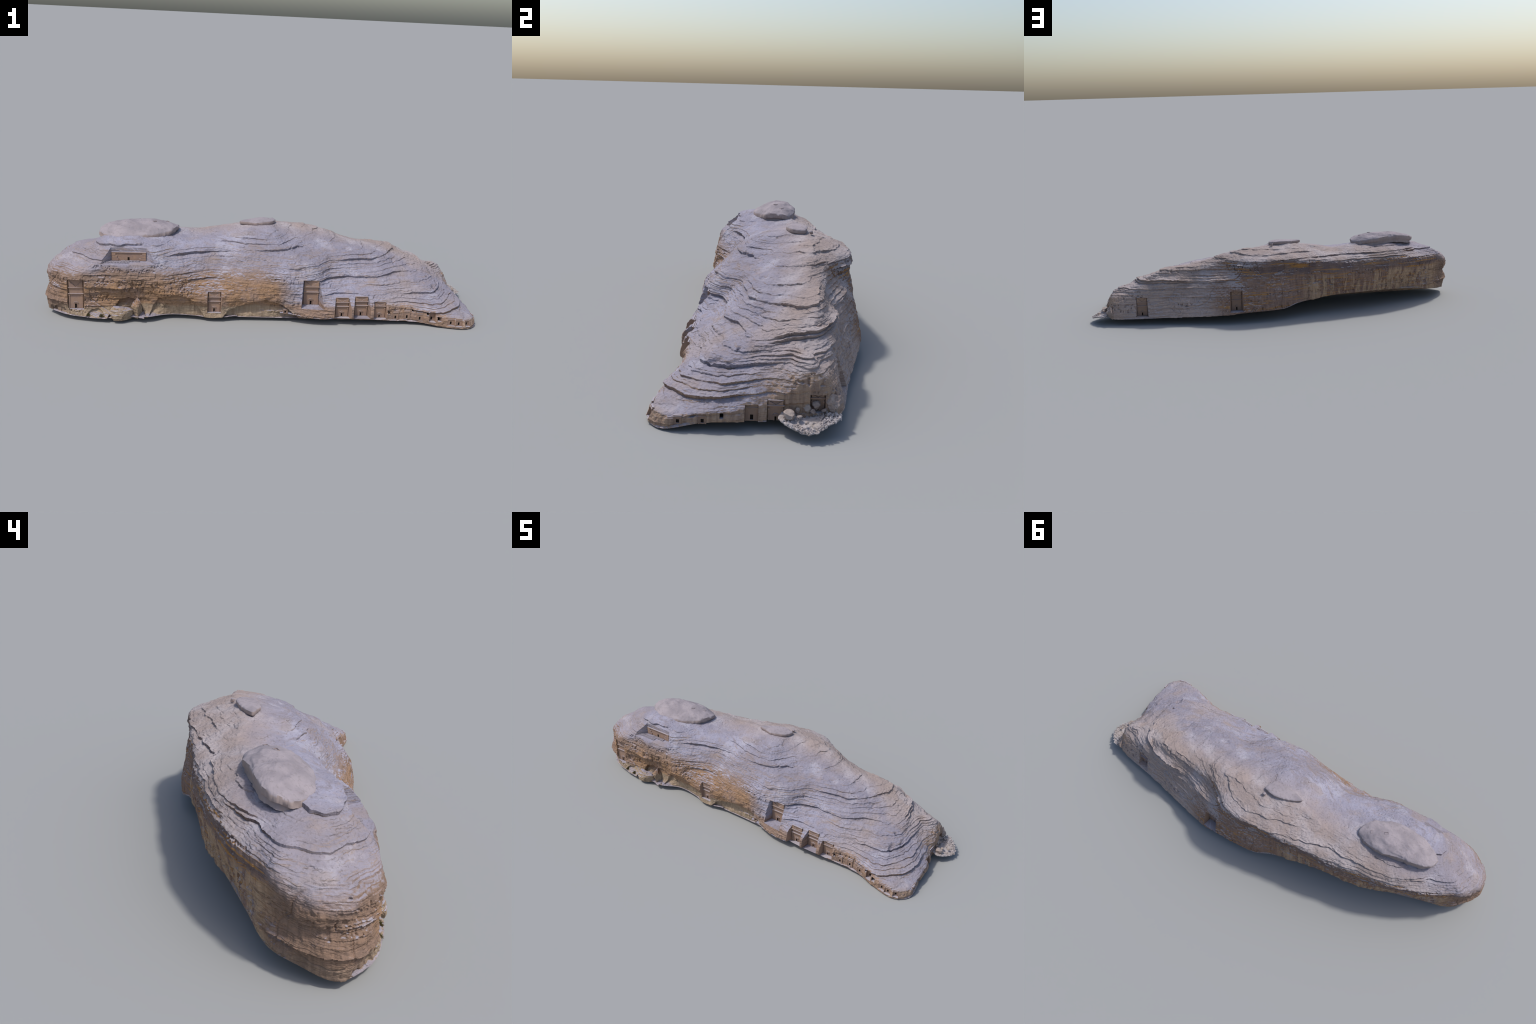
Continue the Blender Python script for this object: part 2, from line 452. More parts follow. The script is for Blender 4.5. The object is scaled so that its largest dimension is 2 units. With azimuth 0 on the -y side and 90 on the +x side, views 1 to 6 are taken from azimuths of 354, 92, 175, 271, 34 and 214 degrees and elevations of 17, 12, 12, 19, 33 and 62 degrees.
# crest line of the massif: x, y, z
CREST = np.array([(-.86, -.065, .288), (-.80, -.045, .313), (-.70, -.015, .342), (-.60, .000, .353), (-.50, .020, .349),
                  (-.42, .050, .343), (-.30, .100, .332), (-.20, .105, .354), (-.10, .095, .370), (.00, .100, .374),
                  (.10, .125, .372), (.20, .145, .354), (.28, .130, .330), (.40, .110, .303), (.50, .110, .288),
                  (.60, .095, .265), (.70, .090, .235), (.80, .090, .190)])


def crest(x):
    return (x, float(np.interp(x, CREST[:, 0], CREST[:, 1])), float(np.interp(x, CREST[:, 0], CREST[:, 2])))


def station_points():
    def end(rows):
        return [list(r[1:]) + [crest(r[0])] for r in rows]

    def face(rows):
        out = []
        for xf, xc, *yz in rows:
            c = crest(xc)
            out.append([(xf + (xc - xf) * (y - yz[0][0]) / (c[1] - yz[0][0]), y, z) for y, z in yz] + [c])
        return out
    return np.array(end(WEST_END) + face(SOUTH_FACE) + end(EAST_END) + face(NORTH_FACE) + end(WEST_SHOULDER))



NU, NV = 10, 6


def loft_massif():
    A = station_points()                         # station, level, xyz
    A = catmull(A, NU, True)                     # round the foot
    A = catmull(A.transpose(1, 0, 2), NV, False)  # up the face -> level, station, xyz
    nl, ns = A.shape[:2]
    A[-1] = [crest(p[0]) for p in A[-1]]         # both flanks end exactly on the crest
    V = [tuple(p) for row in A for p in row]
    F = []
    for i in range(nl - 1):
        for j in range(ns):
            k = (j + 1) % ns
            F.append((i * ns + j, i * ns + k, (i + 1) * ns + k, (i + 1) * ns + j))
    for lvl, rev in ((0, True),):                 # the top ring closes on the crest line itself
        ring = [Vector(A[lvl, j]) for j in range(ns)]
        flat = [Vector((p.x, p.y, 0)) for p in ring]
        for t in geometry.tessellate_polygon([flat]):
            t = [lvl * ns + i for i in t]
            a, b, c = (Vector(V[i]) for i in t)
            up = ((b - a).to_2d().cross((c - a).to_2d())) > 0
            F.append(tuple(t) if up != rev else tuple(reversed(t)))
    return V, F


# hollows weathered out at the foot of the south face: centre x, half width, top z, depth
ALCOVES = [(-.630, .085, .098, .020), (-.420, .128, .125, .016), (-.040, .172, .100, .020),
           (-.770, .050, .058, .012), (-.930, .040, .060, .010)]


def bedding(P):
    return P[:, 2] - 0.09 * (P[:, 1] + 0.1)


# the main ledges: bedding height, how far they jut, fade height above, where along x / on which side
LEDGES = [
    # h,   amp,   fade, x0,   x1,  side (-1 south/east, +1 north, 0 all)
    (.284, .012, .030, -.44, -.17, -1),
    (.293, .009, .025, -.05, .16, -1),
    (.277, .018, .030, -1.0, -.70, 0),
    (.283, .008, .020, -.75, .30, 1),
    (.258, .008, .014, -.70, .25, 1),
    (.240, .005, .014, -.95, .20, 1),
    (.268, .010, .030, .36, .62, 0),
    (.288, .008, .025, .28, .46, 0),
    (.238, .013, .035, .10, .72, 0),
    (.212, .005, .020, .25, .80, 0),
    (.184, .014, .035, .22, .83, 0),
    (.163, .005, .020, .45, .90, 0),
    (.137, .012, .030, .58, .95, 0),
    (.139, .010, .022, .24, .56, -1),
    (.110, .006, .016, .55, .97, -1),
    (.083, .013, .022, .50, .95, -1),
    (.055, .004, .012, .78, .97, -1),
    (.150, .016, .030, -1.0, -.88, 0),
    (.088, .010, .022, -1.0, -.90, 0),
    (.222, .006, .022, -.80, -.25, -1),
    (.196, .007, .024, -1.0, -.25, -1),
    (.168, .008, .026, -.85, -.55, -1),
    (.140, .007, .024, -.85, -.30, -1),
    (.112, .006, .020, -.97, -.50, -1),
    (.078, .006, .020, -.97, -.70, -1),
    (.178, .010, .018, .30, .85, 1),
    (.150, .005, .020, .10, .85, 1),
    (.105, .005, .020, .20, .85, 1),
    (.312, .005, .020, -.30, .30, 0),
    (.328, .004, .016, -.25, .26, 0),
    (.345, .003, .012, -.15, .20, 0),
    (.322, .009, .018, -.80, -.40, 0),
    (.306, .006, .014, -.80, -.42, 0),
    (.198, .005, .014, .28, .82, 0),
    (.224, .004, .012, .30, .75, 0),
    (.122, .004, .014, .55, .95, 0),
    (.097, .004, .014, .55, .97, -1),
    (.150, .004, .012, .45, .90, 0),
    (.252, .006, .014, .25, .62, 0),
]


# weathered pits on the east slope and dome: x, y, z, half lengths, depth
DENTS = [(.772, -.138, .128, .010, .022, .010), (.800, -.085, .125, .008, .018, .010), (.756, -.074, .157, .005, .006, .012),
         (.370, -.020, .283, .020, .014, .006), (.690, .150, .205, .010, .012, .012), (.600, -.020, .240, .008, .020, .006)]


def smooth_mesh(me, P, rounds, weight):
    """Laplacian smoothing where weight > 0"""
    e = np.empty(len(me.edges) * 2, np.int32)
    me.edges.foreach_get("vertices", e)
    e = e.reshape(-1, 2)
    n = len(P)
    deg = np.bincount(e.ravel(), minlength=n).astype(float)
    for _ in range(rounds):
        S = np.stack([np.bincount(e[:, 0], P[e[:, 1], k], n) + np.bincount(e[:, 1], P[e[:, 0], k], n) for k in range(3)], 1)
        P = P + (S / deg[:, None] - P) * weight[:, None]
    return P


def random_beds(lo, hi, seed, size=1.0):
    rng = np.random.default_rng(seed)
    b = [lo]
    while b[-1] < hi:
        b.append(b[-1] + size * (.005 + .022 * rng.random() ** 1.6))
    return np.array(b)


def weather(me):
    """displace the massif: swells, alcoves, bedding ledges, joints, fretting and pits"""
    P = co_of(me)
    P = smooth_mesh(me, P, 12, np.full(len(P), .5))
    set_co(me, P)
    N = normals_of(me)
    P = smooth_mesh(me, P, 120, .6 * smooth(.80, .95, N[:, 2]))
    set_co(me, P)
    N = normals_of(me)
    d = 0.0075 * fbm(P, 6.0, 2, 3) + 0.0024 * fbm(P, 26.0, 3, 5)
    under = smooth(-0.75, -0.45, N[:, 2])
    d *= under
    P = P + N * d[:, None]
    keep = np.nonzero(N[:, 2] > -.78)[0]          # the flat underside needs no relief
    everything, P = P, P[keep]
    under = under[keep]
    N = N[keep]
    # alcoves with an arched upper lip
    south = smooth(.1, .5, -N[:, 1])
    wob = .008 * noise(P, 18.0, 40) + .003 * noise(P, 60.0, 41)
    for cx, hw, zt, dep in ALCOVES:
        t = np.clip(np.abs(P[:, 0] + .5 * wob - cx) / hw, 0, 1)
        ztop = .012 + (zt - .012) * (1 - t ** 2.2) + wob
        m = smooth(-.001, .006, ztop - P[:, 2]) * (1 - .75 * smooth(0, zt, ztop - P[:, 2])) * (t < 1)
        P[:, 1] += dep * m * south
    everything[keep] = P
    set_co(me, everything)
    N = normals_of(me)[keep]

    steep = 1 - smooth(0.82, 0.97, N[:, 2])
    cliff = 1 - smooth(0.30, 0.60, N[:, 2])
    dome = smooth(.285, .31, bedding(P))
    h = bedding(P)
    hw = h + 0.008 * fbm(P, 4.0, 2, 21) + 0.0022 * fbm(P, 18.0, 2, 23) + 0.0007 * noise(P, 75.0, 27)
    d = np.zeros(len(P))
    na, nb, nc = (noise(P, (6, 6, 3), 50), noise(P, (6, 6, 3), 51), noise(P, (8, 8, 3), 52))
    lip = 1 - .70 * smooth(.88, .985, N[:, 2]) * (P[:, 0] > -.70)
    north = smooth(.10, .20, P[:, 1])
    for i, (lv, amp, fade, x0, x1, side) in enumerate(LEDGES):
        u = (hw - lv) / fade
        prof = np.where(u > 0, np.clip(1 - u, 0, 1) ** 1.6, -0.50 * np.exp(-np.clip(-u, 0, 9) / 0.30))
        w = window(P[:, 0], x0, x1, 0.04)
        if side < 0:
            w = w * (1 - smooth(0.02, 0.10, P[:, 1] - 0.06 * (P[:, 0] > 0.75)))
        elif side > 0:
            w = w * smooth(0.0, 0.06, P[:, 1] + 0.12 * (P[:, 0] < -0.6))
        w = w * (0.3 + 0.7 * smooth(-0.25, 0.40, na * math.sin(2.1 * i) + nb * math.cos(2.1 * i) + .6 * nc * math.sin(5.3 * i + 1)))
        d += amp * prof * w * lip * (.62 if x1 > .05 and side <= 0 and lv < .29 else .9)
    big_ledges, d = d, np.zeros(len(P))
    # thinner beds of uneven thickness, each broken into blocks along its length
    s = P[:, 0] + .8 * P[:, 1] * np.sign(P[:, 0] - .3)
    patchy = noise(P, 5.0, 95)
    for seed, amp, nf in ((61, .0052, (5, 5, 22)), (62, .0034, (9, 9, 40)), (64, .0020, (14, 14, 60))):
        beds = random_beds(-.05, .50, seed, .5 if seed == 64 else 1.0)
        k = np.clip(np.searchsorted(beds, hw) - 1, 0, len(beds) - 2)
        f = (hw - beds[k]) / (beds[k + 1] - beds[k])
        a = np.random.default_rng(seed + 5).uniform(.25, 1.0, len(beds))[k]
        saw = (1 - f) ** 1.3 - .45
        mask = smooth(-0.20, 0.40, noise(P, nf, seed + 7)) * (1 - .7 * dome) * (.5 + .5 * smooth(-.3, .25, patchy))
        d += amp * a * saw * mask * (1 - .45 * north)
        ln = np.random.default_rng(seed + 9).uniform(.016, .060, len(beds))[k]
        cell = np.floor((s + .006 * noise(P, 40.0, seed)) / ln + k * .37).astype(np.int64)
        off = _hash(cell, k.astype(np.int64), k.astype(np.int64) * 0, seed)
        d += .0022 * off * cliff * smooth(-.1, .4, noise(P, (4, 4, 12), seed + 13)) * (amp / .0048)
    d = d * steep + big_ledges
    # rounded swellings high on the north-east flank
    lump = smooth(-.05, .35, noise(P, (11, 11, 13), 101)) * north * window(P[:, 0], .32, .80, .06) * window(h, .16, .25, .02)
    d += .012 * lump
    # fretted pits in bands, taller than wide, just under the bed lips
    band = smooth(0.10, 0.40, noise(P, (5, 5, 70), 70)) * (1 - smooth(0.45, 0.75, N[:, 2])) * smooth(-.2, .3, noise(P, (7, 7, 3), 73))
    Q = P @ np.array(Matrix.Rotation(.7, 3, 'Z')) + .006 * np.stack([noise(P, 45.0, 75), noise(P, 45.0, 76), noise(P, 45.0, 77)], 1)
    pit = smooth(0.20, 0.60, noise(Q, (150, 150, 66), 71) + .35 * noise(Q, 260.0, 72))
    band = np.maximum(band, (1 - smooth(.35, .6, N[:, 2])) * window(h, .09, .215, .01) * (P[:, 0] < -.15) * smooth(-.15, .3, noise(P, (6, 6, 34), 74)))
    d -= 0.0058 * pit * band
    flute = noise(P, (85, 85, 9), 78) * smooth(.0, .5, noise(P, (4, 4, 5), 79)) * cliff
    d += 0.0012 * flute
    d += 0.0012 * fbm(P, 110.0, 2, 80) * (0.35 + 0.65 * steep)
    # long joints
    joint = np.abs(noise(P, (3.2, 3.2, 0.8), 90) + 0.25 * noise(P, (14, 14, 10), 91))
    d -= 0.0040 * (1 - smooth(0.0, 0.02, joint)) * (1 - smooth(0.3, 0.7, N[:, 2]))
    d *= under * smooth(-0.002, 0.012, P[:, 2])
    P = P + N * d[:, None]
    for px, py, pz, rx, ry, dep in DENTS:
        q = ((P[:, 0] - px) / rx) ** 2 + ((P[:, 1] - py) / ry) ** 2 + ((P[:, 2] - pz) / .03) ** 2
        P[:, 2] -= dep * np.exp(-np.minimum(q, 9.0) ** 2)
    P[:, 2] = np.maximum(P[:, 2], 0.0003)
    everything[keep] = P
    set_co(me, everything)


# ----------------------------------------------------------------------------
# tombs: cutters for the niches and the built-up facades
# ----------------------------------------------------------------------------
# origin of the facade foot (x, y, z), width, height, yaw (0 looks to -y), niche depth ahead,
# flare of the jambs, storeys (1 or 2 cornices)
BIG_TOMBS = [
    ((-.855, -.236, .048), .060, .128, 0, .05, .012, 2, .016),
    ((-.251, -.237, .040), .050, .091, 0, .05, .010, 2, .010),
    ((.184, -.218, .073), .066, .112, 0, .12, .030, 2, .030),
    ((.322, -.254, .032), .055, .088, 0, .07, .016, 2, .020),
    ((.411, -.244, .033), .055, .090, 0, .08, .018, 2, .020),
    ((.497, -.247, .026), .049, .074, 0, .07, .012, 1, .012),
    ((.722, .203, .040), .048, .094, math.pi, .06, .012, 2, .004),
    ((.232, .275, .062), .050, .102, math.pi, .06, .012, 2, .003),
    ((.903, .037, .020), .040, .056, math.pi / 2, .04, .003, 1, .004),
    ((.884, .150, .044), .034, .047, math.pi / 2, .04, .004, 1, .004),
]
SMALL_TOMBS = [
    ((.570, -.258, .022), .026, .040, 0), ((.623, -.256, .024), .028, .042, 0),
    ((.681, -.264, .020), .030, .038, 0), ((.736, -.262, .021), .026, .044, 0),
    ((.816, -.297, .013), .032, .034, 0), ((.851, -.303, .012), .030, .034, 0),
    ((.888, -.299, .012), .024, .030, 0.35),
    ((.908, -.027, .018), .034, .048, math.pi / 2),
    ((.934, -.157, .016), .022, .026, math.pi / 2), ((.940, -.222, .016), .022, .024, math.pi / 2),
    ((.068, -.245, .038), .020, .022, 0),
]
# plain dark openings: centre, width, height, yaw
OPENINGS = [
    ((.538, -.262, .054), .009, .014, 0), ((.570, -.260, .058), .008, .010, 0),
    ((.650, -.254, .062), .009, .010, 0), ((.716, -.264, .053), .010, .012, 0),
    ((.764, -.283, .037), .018, .020, 0.2), ((.934, -.106, .040), .010, .014, math.pi / 2),
    ((.896, .097, .030), .010, .014, math.pi / 2),
    ((.246, -.225, .118), .007, .012, -0.9),
]


def placed(loc, yaw):
    return Matrix.Translation(loc) @ Matrix.Rotation(yaw, 4, 'Z')


def xform(M, V):
    return [tuple(M @ Vector(v)) for v in V]


def niche_cutter(spec):
    loc, w, h, yaw, ahead, flare, storeys, roof = spec
    a = w / 2 + 0.0025
    b = a + flare
    plan = [(-a, .004), (-b, -ahead), (b, -ahead), (a, .004)]
    V, F = prism(plan, -.001, h + .002)
    # roof slopes up and outwards
    V = list(V)
    V[5] = (V[5][0], V[5][1], h + roof)
    V[6] = (V[6][0], V[6][1], h + roof)
    return xform(placed(loc, yaw), V), F


def small_cutter(loc, w, h, yaw):
    a = w / 2
    plan = [(-a, .002), (-a - .004, -.05), (a + .004, -.05), (a, .002)]
    V, F = prism(plan, -.001, h)
    return xform(placed(loc, yaw), V), F


def opening_cutter(loc, w, h, yaw):
    a = w / 2
    V, F = prism([(-a, .016), (-a, -.03), (a, -.03), (a, .016)], -h / 2, h / 2)
    return xform(placed(loc, yaw), V), F


def terrace_cutter():
    V, F = prism([(-.707, -.176), (-.765, -.262), (-.490, -.262), (-.553, -.176)], .251, .40)
    return V, F


def boolean(ob, parts, op='DIFFERENCE'):
    V, F = [], []
    for v, f in parts:
        b = len(V)
        V += v
        F += [tuple(b + i for i in q) for q in f]
    me = mesh_from("cutter", V, F)
    bm = bmesh.new()
    bm.from_mesh(me)
    bmesh.ops.recalc_face_normals(bm, faces=bm.faces)
    bm.to_mesh(me)
    bm.free()
    me.materials.append(MAT_CUT)
    c = bpy.data.objects.new("cutter", me)
    COL.objects.link(c)
    mod = ob.modifiers.new("cut", 'BOOLEAN')
    mod.operation = op
    mod.object = c
    mod.solver = 'MANIFOLD'
    apply_modifiers(ob)
    bpy.data.objects.remove(c)
    bpy.data.meshes.remove(me)


def drop_splinters(me):
    """remove stray fragments that the cutters split off"""
    n = len(me.vertices)
    e = np.empty(len(me.edges) * 2, np.int32)
    me.edges.foreach_get("vertices", e)
    e = e.reshape(-1, 2)
    lab = np.arange(n)
    for _ in range(60):
        old = lab.copy()
        a, b = lab[e[:, 0]], lab[e[:, 1]]
        m = np.minimum(a, b)
        np.minimum.at(lab, a, m)
        np.minimum.at(lab, b, m)
        lab = lab[lab]
        lab = lab[lab]
        if np.array_equal(old, lab):
            break
    count = np.bincount(lab, minlength=n)
    bad = np.nonzero(lab != count.argmax())[0]
    if 0 < len(bad) < n // 10:
        bm = bmesh.new()
        bm.from_mesh(me)
        bm.verts.ensure_lookup_table()
        bmesh.ops.delete(bm, geom=[bm.verts[i] for i in bad], context='VERTS')
        bm.to_mesh(me)
        bm.free()


def build_massif():
    V, F = loft_massif()
    me = mesh_from("rock_massif", V, F)
    ob = new_object("rock_massif", me, ROOT, MAT_ROCK)
    r = ob.modifiers.new("remesh", 'REMESH')
    r.mode = 'VOXEL'
    r.voxel_size = VOXEL
    me = apply_modifiers(ob)
    weather(me)
    groups = [[], [], []]
    for i, s in enumerate(BIG_TOMBS):
        groups[i % 2].append(niche_cutter(s))
    for s in SMALL_TOMBS:
        groups[2].append(small_cutter(*s))
    groups[0].append(terrace_cutter())
    for g in groups:
        boolean(ob, g)
    boolean(ob, [opening_cutter(*s) for s in OPENINGS])
    me = ob.data
    drop_splinters(me)
    me.polygons.foreach_set("use_smooth", np.ones(len(me.polygons), bool))
    me.set_sharp_from_angle(angle=math.radians(60))
    return ob


def tri_prism(x0, x1, xm, y0, y1, z0, z1):
    V = [(x0, y0, z0), (x1, y0, z0), (xm, y0, z1), (x0, y1, z0), (x1, y1, z0), (xm, y1, z1)]
    F = [(0, 1, 2), (5, 4, 3), (0, 3, 4, 1), (1, 4, 5, 2), (2, 5, 3, 0)]
    return V, F


def facade_boxes(w, h, dw, dh, storeys):
    """wall slab round the door plus pilasters; local -y looks outward"""
    b = w / 2
    t = .005
    top = h * (.72 if storeys == 2 else .70)
    B = [(-b, -dw / 2, 0, t, 0, dh), (dw / 2, b, 0, t, 0, dh), (-b, b, 0, t, dh, h)]
    low = h * (.50 if storeys == 2 else .66)
    pw = w * .085
    B += [(-b, -b + pw, -.0018, .0005, 0, low), (b - pw, b, -.0018, .0005, 0, low)]
    # capitals
    B += [(-b - .001, -b + pw + .001, -.003, .0005, low - .008, low - .003), (b - pw - .001, b + .001, -.003, .0005, low - .008, low - .003)]
    return B, low, top


def add_tomb(spec):
    loc, w, h, yaw, ahead, flare, storeys, roof = spec
    dw, dh = w * .14, h * .135 + .003
    B, low, top = facade_boxes(w, h, dw, dh, storeys)
    tomb = new_object("tomb_facade", boxes_mesh("tomb_facade", B), ROOT, MAT_CUT)
    tomb.matrix_local = placed(loc, yaw)
    b = w / 2
    # cornices, each a stepped moulding
    C = []
    for z in ([low, top] if storeys == 2 else [top]):
        C += [(-b - .0015, b + .0015, -.0032, .0008, z, z + .0022), (-b - .003, b + .003, -.0058, .0008, z + .0022, z + .0050)]
    new_object("cornice", boxes_mesh("cornice", C), tomb, MAT_CUT)
    # attic with two half crow-step gables that leave a V between them
    S = []
    z0, z1 = top + .0052, h
    n = 6
    for i in range(n):
        za, zb = z0 + (z1 - z0) * i / n, z0 + (z1 - z0) * (i + 1) / n
        xi = b * (i + .35) / n
        S += [(-b, -xi, -.0030, .0005, za, zb), (xi, b, -.0030, .0005, za, zb)]
    S.append((-b - .001, b + .001, -.0040, .0005, h, h + .0022))
    new_object("crow_step_attic", boxes_mesh("crow_step_attic", S), tomb, MAT_CUT)
    # doorway: jambs, lintel, pediment, dark opening
    D = [(-dw / 2 - .0025, -dw / 2, -.0022, .0005, 0, dh + .002), (dw / 2, dw / 2 + .0025, -.0022, .0005, 0, dh + .002),
         (-dw / 2 - .004, dw / 2 + .004, -.0030, .0005, dh + .002, dh + .0045)]
    frame = new_object("doorway", boxes_mesh("doorway", D), tomb, MAT_CUT)
    pv, pf = tri_prism(-dw * .95 - .003, dw * .95 + .003, 0, -.0032, .0005, dh + .0062, dh + .0062 + w * .10)
    new_object("pediment", mesh_from("pediment", pv, pf), tomb, MAT_CUT)
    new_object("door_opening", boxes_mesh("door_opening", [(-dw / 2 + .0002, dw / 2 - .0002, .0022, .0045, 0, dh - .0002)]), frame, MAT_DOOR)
    return tomb


def add_small_tomb(loc, w, h, yaw):
    dw, dh = .0085, min(.015, h * .42)
    b = w / 2
    z0 = .003
    B = [(-b, -dw / 2, -.001, .004, 0, h), (dw / 2, b, -.001, .004, 0, h), (-dw / 2, dw / 2, -.001, .004, z0 + dh, h), (-dw / 2, dw / 2, -.001, .004, 0, z0)]
    B += [(-b, -b + .003, -.0025, .0, 0, h * .78), (b - .003, b, -.0025, .0, 0, h * .78), (-b, b, -.0032, .0, h * .78, h * .78 + .002)]
    t = new_object("small_tomb", boxes_mesh("small_tomb", B), ROOT, MAT_CUT)
    t.matrix_local = placed(loc, yaw)
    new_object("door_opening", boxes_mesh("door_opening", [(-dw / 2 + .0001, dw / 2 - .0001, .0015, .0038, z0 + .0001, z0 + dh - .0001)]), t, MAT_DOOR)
    return t


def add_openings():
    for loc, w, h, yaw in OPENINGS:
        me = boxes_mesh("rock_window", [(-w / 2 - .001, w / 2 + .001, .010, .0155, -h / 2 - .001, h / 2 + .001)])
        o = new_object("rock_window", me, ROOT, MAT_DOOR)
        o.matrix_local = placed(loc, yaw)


def add_terrace():
    """unfinished tomb high on the south face: stepped back wall, rows of cut steps on the floor"""
    x0, x1, y, z = -.704, -.556, -.178, .2515
    w = x1 - x0
    B = [(x0, x1, y, y + .006, z, z + .037), (x0 - .001, x1 + .001, y - .0045, y + .006, z + .037, z + .0395)]
    for i in range(3):
        s = w * .045 * (4 - i) + .003
        za, zb = z + .012 * i + .001, z + .012 * (i + 1)
        B += [(x0, x0 + s, y - .0035, y + .0005, za, zb), (x1 - s, x1, y - .0035, y + .0005, za, zb)]
    wall = new_object("stepped_wall", boxes_mesh("stepped_wall", B), ROOT, MAT_CUT)
    xd = x0 + w * .49
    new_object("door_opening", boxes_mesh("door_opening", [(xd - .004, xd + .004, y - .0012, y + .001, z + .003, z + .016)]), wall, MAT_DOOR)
    step_long = boxes_mesh("floor_step", [(-.0022, .0022, -.016, .016, 0, .0045)])
    step_long.materials.append(MAT_STEP)
    for row, (xa, n, yy, zz) in enumerate(((-.730, 17, -.209, .2500), (-.660, 13, -.191, .2505))):
        for i in range(n):
            o = bpy.data.objects.new("floor_step", step_long)
            COL.objects.link(o)
            o.parent = ROOT
            o.location = (xa + i * .0062, yy + random.uniform(-.001, .001), zz + random.uniform(-.0006, .0008))
            o.scale = (1, (.52 if row else .68) * random.uniform(.9, 1.1), 1)
            o.rotation_euler = (0, 0, random.uniform(-.05, .05))


MAT_STEP = plain_material("pale_floor_stone", (0.33, 0.305, 0.345), (0.26, 0.235, 0.26), 80.0)


# ----------------------------------------------------------------------------
# loose slabs and boulders
# ----------------------------------------------------------------------------
def slab_rock(name, outline, top, edge_drop, thick, centre_bias=(0, 0), rings=26, mat=MAT_CAP, seed=0, rough=.003, under=.6, jag=1.0):
    """flat lens of rock: plan outline (closed), top(x, y) surface height, bluff edge"""
    O = catmull(outline, 26, True)
    n = len(O)
    c = O.mean(axis=0) + np.array(centre_bias)
    ang = np.linspace(0, 2 * math.pi, n, endpoint=False)
    O = O + (O - c) / np.linalg.norm(O - c, axis=1)[:, None] * jag * (0.004 * noise(np.c_[O * 24, ang * 0], 1.0, seed) + .002 * noise(np.c_[O * 80, ang * 0], 1.0, seed + 1) + .001 * noise(np.c_[O * 200, ang * 0], 1.0, seed + 2))[:, None]
    V, F = [], []
    rad = [1 - (i / rings) ** 1.0 for i in range(rings)]
    # underside rim -> edge -> top
    V += [(*(c + (p - c) * under), top(*(c + (p - c))) - edge_drop - thick * 1.6) for p in O]
    V += [(*(c + (p - c) * .93), top(*p) - edge_drop - thick) for p in O]
    V += [(*(c + (p - c) * .995), top(*p) - edge_drop - thick * .75) for p in O]
    V += [(*(c + (p - c) * 1.0), top(*p) - edge_drop - thick * .25) for p in O]
    for r in [.99, .96, .92] + [1 - .08 - .92 * (i / rings) for i in range(1, rings)]:
        for p in O:
            q = c + (p - c) * r
            e = max(0, (r - .80) / .20)
            V.append((q[0], q[1], top(*q) - edge_drop * e ** 2))
    L = len(V) // n
    for i in range(L - 1):
        for j in range(n):
            k = (j + 1) % n
            F.append((i * n + j, i * n + k, (i + 1) * n + k, (i + 1) * n + j))
    V.append((c[0], c[1], top(*c)))
    for j in range(n):
        F.append(((L - 1) * n + j, (L - 1) * n + (j + 1) % n, len(V) - 1))
    F.append(tuple(range(n - 1, -1, -1)))
    me = mesh_from(name, V, F, True)
    P = co_of(me)
    N = normals_of(me)
    P = P + N * (rough * (.5 * fbm(P, 30.0, 5, seed + 5, .6) + .5 * fbm(P, (20, 20, 160), 2, seed + 9)))[:, None]
    set_co(me, P)
    me.set_sharp_from_angle(angle=math.radians(50))
    return new_object(name, me, ROOT, mat)


def boulder(name, loc, radii, yaw=0.0, mat=MAT_BOULDER, seed=0, sub=5, chunk=.22, parent=ROOT, cut_bottom=None, planes=13):
    bm = bmesh.new()
    bmesh.ops.create_icosphere(bm, subdivisions=sub, radius=1.0)
    me = bpy.data.meshes.new(name)
    bm.to_mesh(me)
    bm.free()
    P = co_of(me)
    Q = P.copy()
    # flatten against a few random planes for blocky faces
    rng = np.random.default_rng(seed)
    for _ in range(planes):
        nrm = rng.normal(size=3)
        nrm /= np.linalg.norm(nrm)
        dist = rng.uniform(.55, .82)
        s = Q @ nrm
        Q -= np.outer(np.maximum(s - dist, 0) * .93, nrm)
    Q *= (1 + chunk * .5 * fbm(P + seed, 1.6, 2, seed) + chunk * .18 * fbm(P + seed, 6.0, 3, seed + 3) + .05 * noise(Q + seed, (2, 2, 12), seed + 4) + .025 * fbm(Q + seed, 16.0, 2, seed + 6))[:, None]
    Q *= np.array(radii)
    c, s = math.cos(yaw), math.sin(yaw)
    Q = np.c_[Q[:, 0] * c - Q[:, 1] * s, Q[:, 0] * s + Q[:, 1] * c, Q[:, 2]]
    Q += np.array(loc)
    if cut_bottom is not None:
        Q[:, 2] = np.maximum(Q[:, 2], cut_bottom)
    set_co(me, Q)
    me.polygons.foreach_set("use_smooth", np.ones(len(me.polygons), bool))
    me.set_sharp_from_angle(angle=math.radians(45))
    return new_object(name, me, parent, mat)


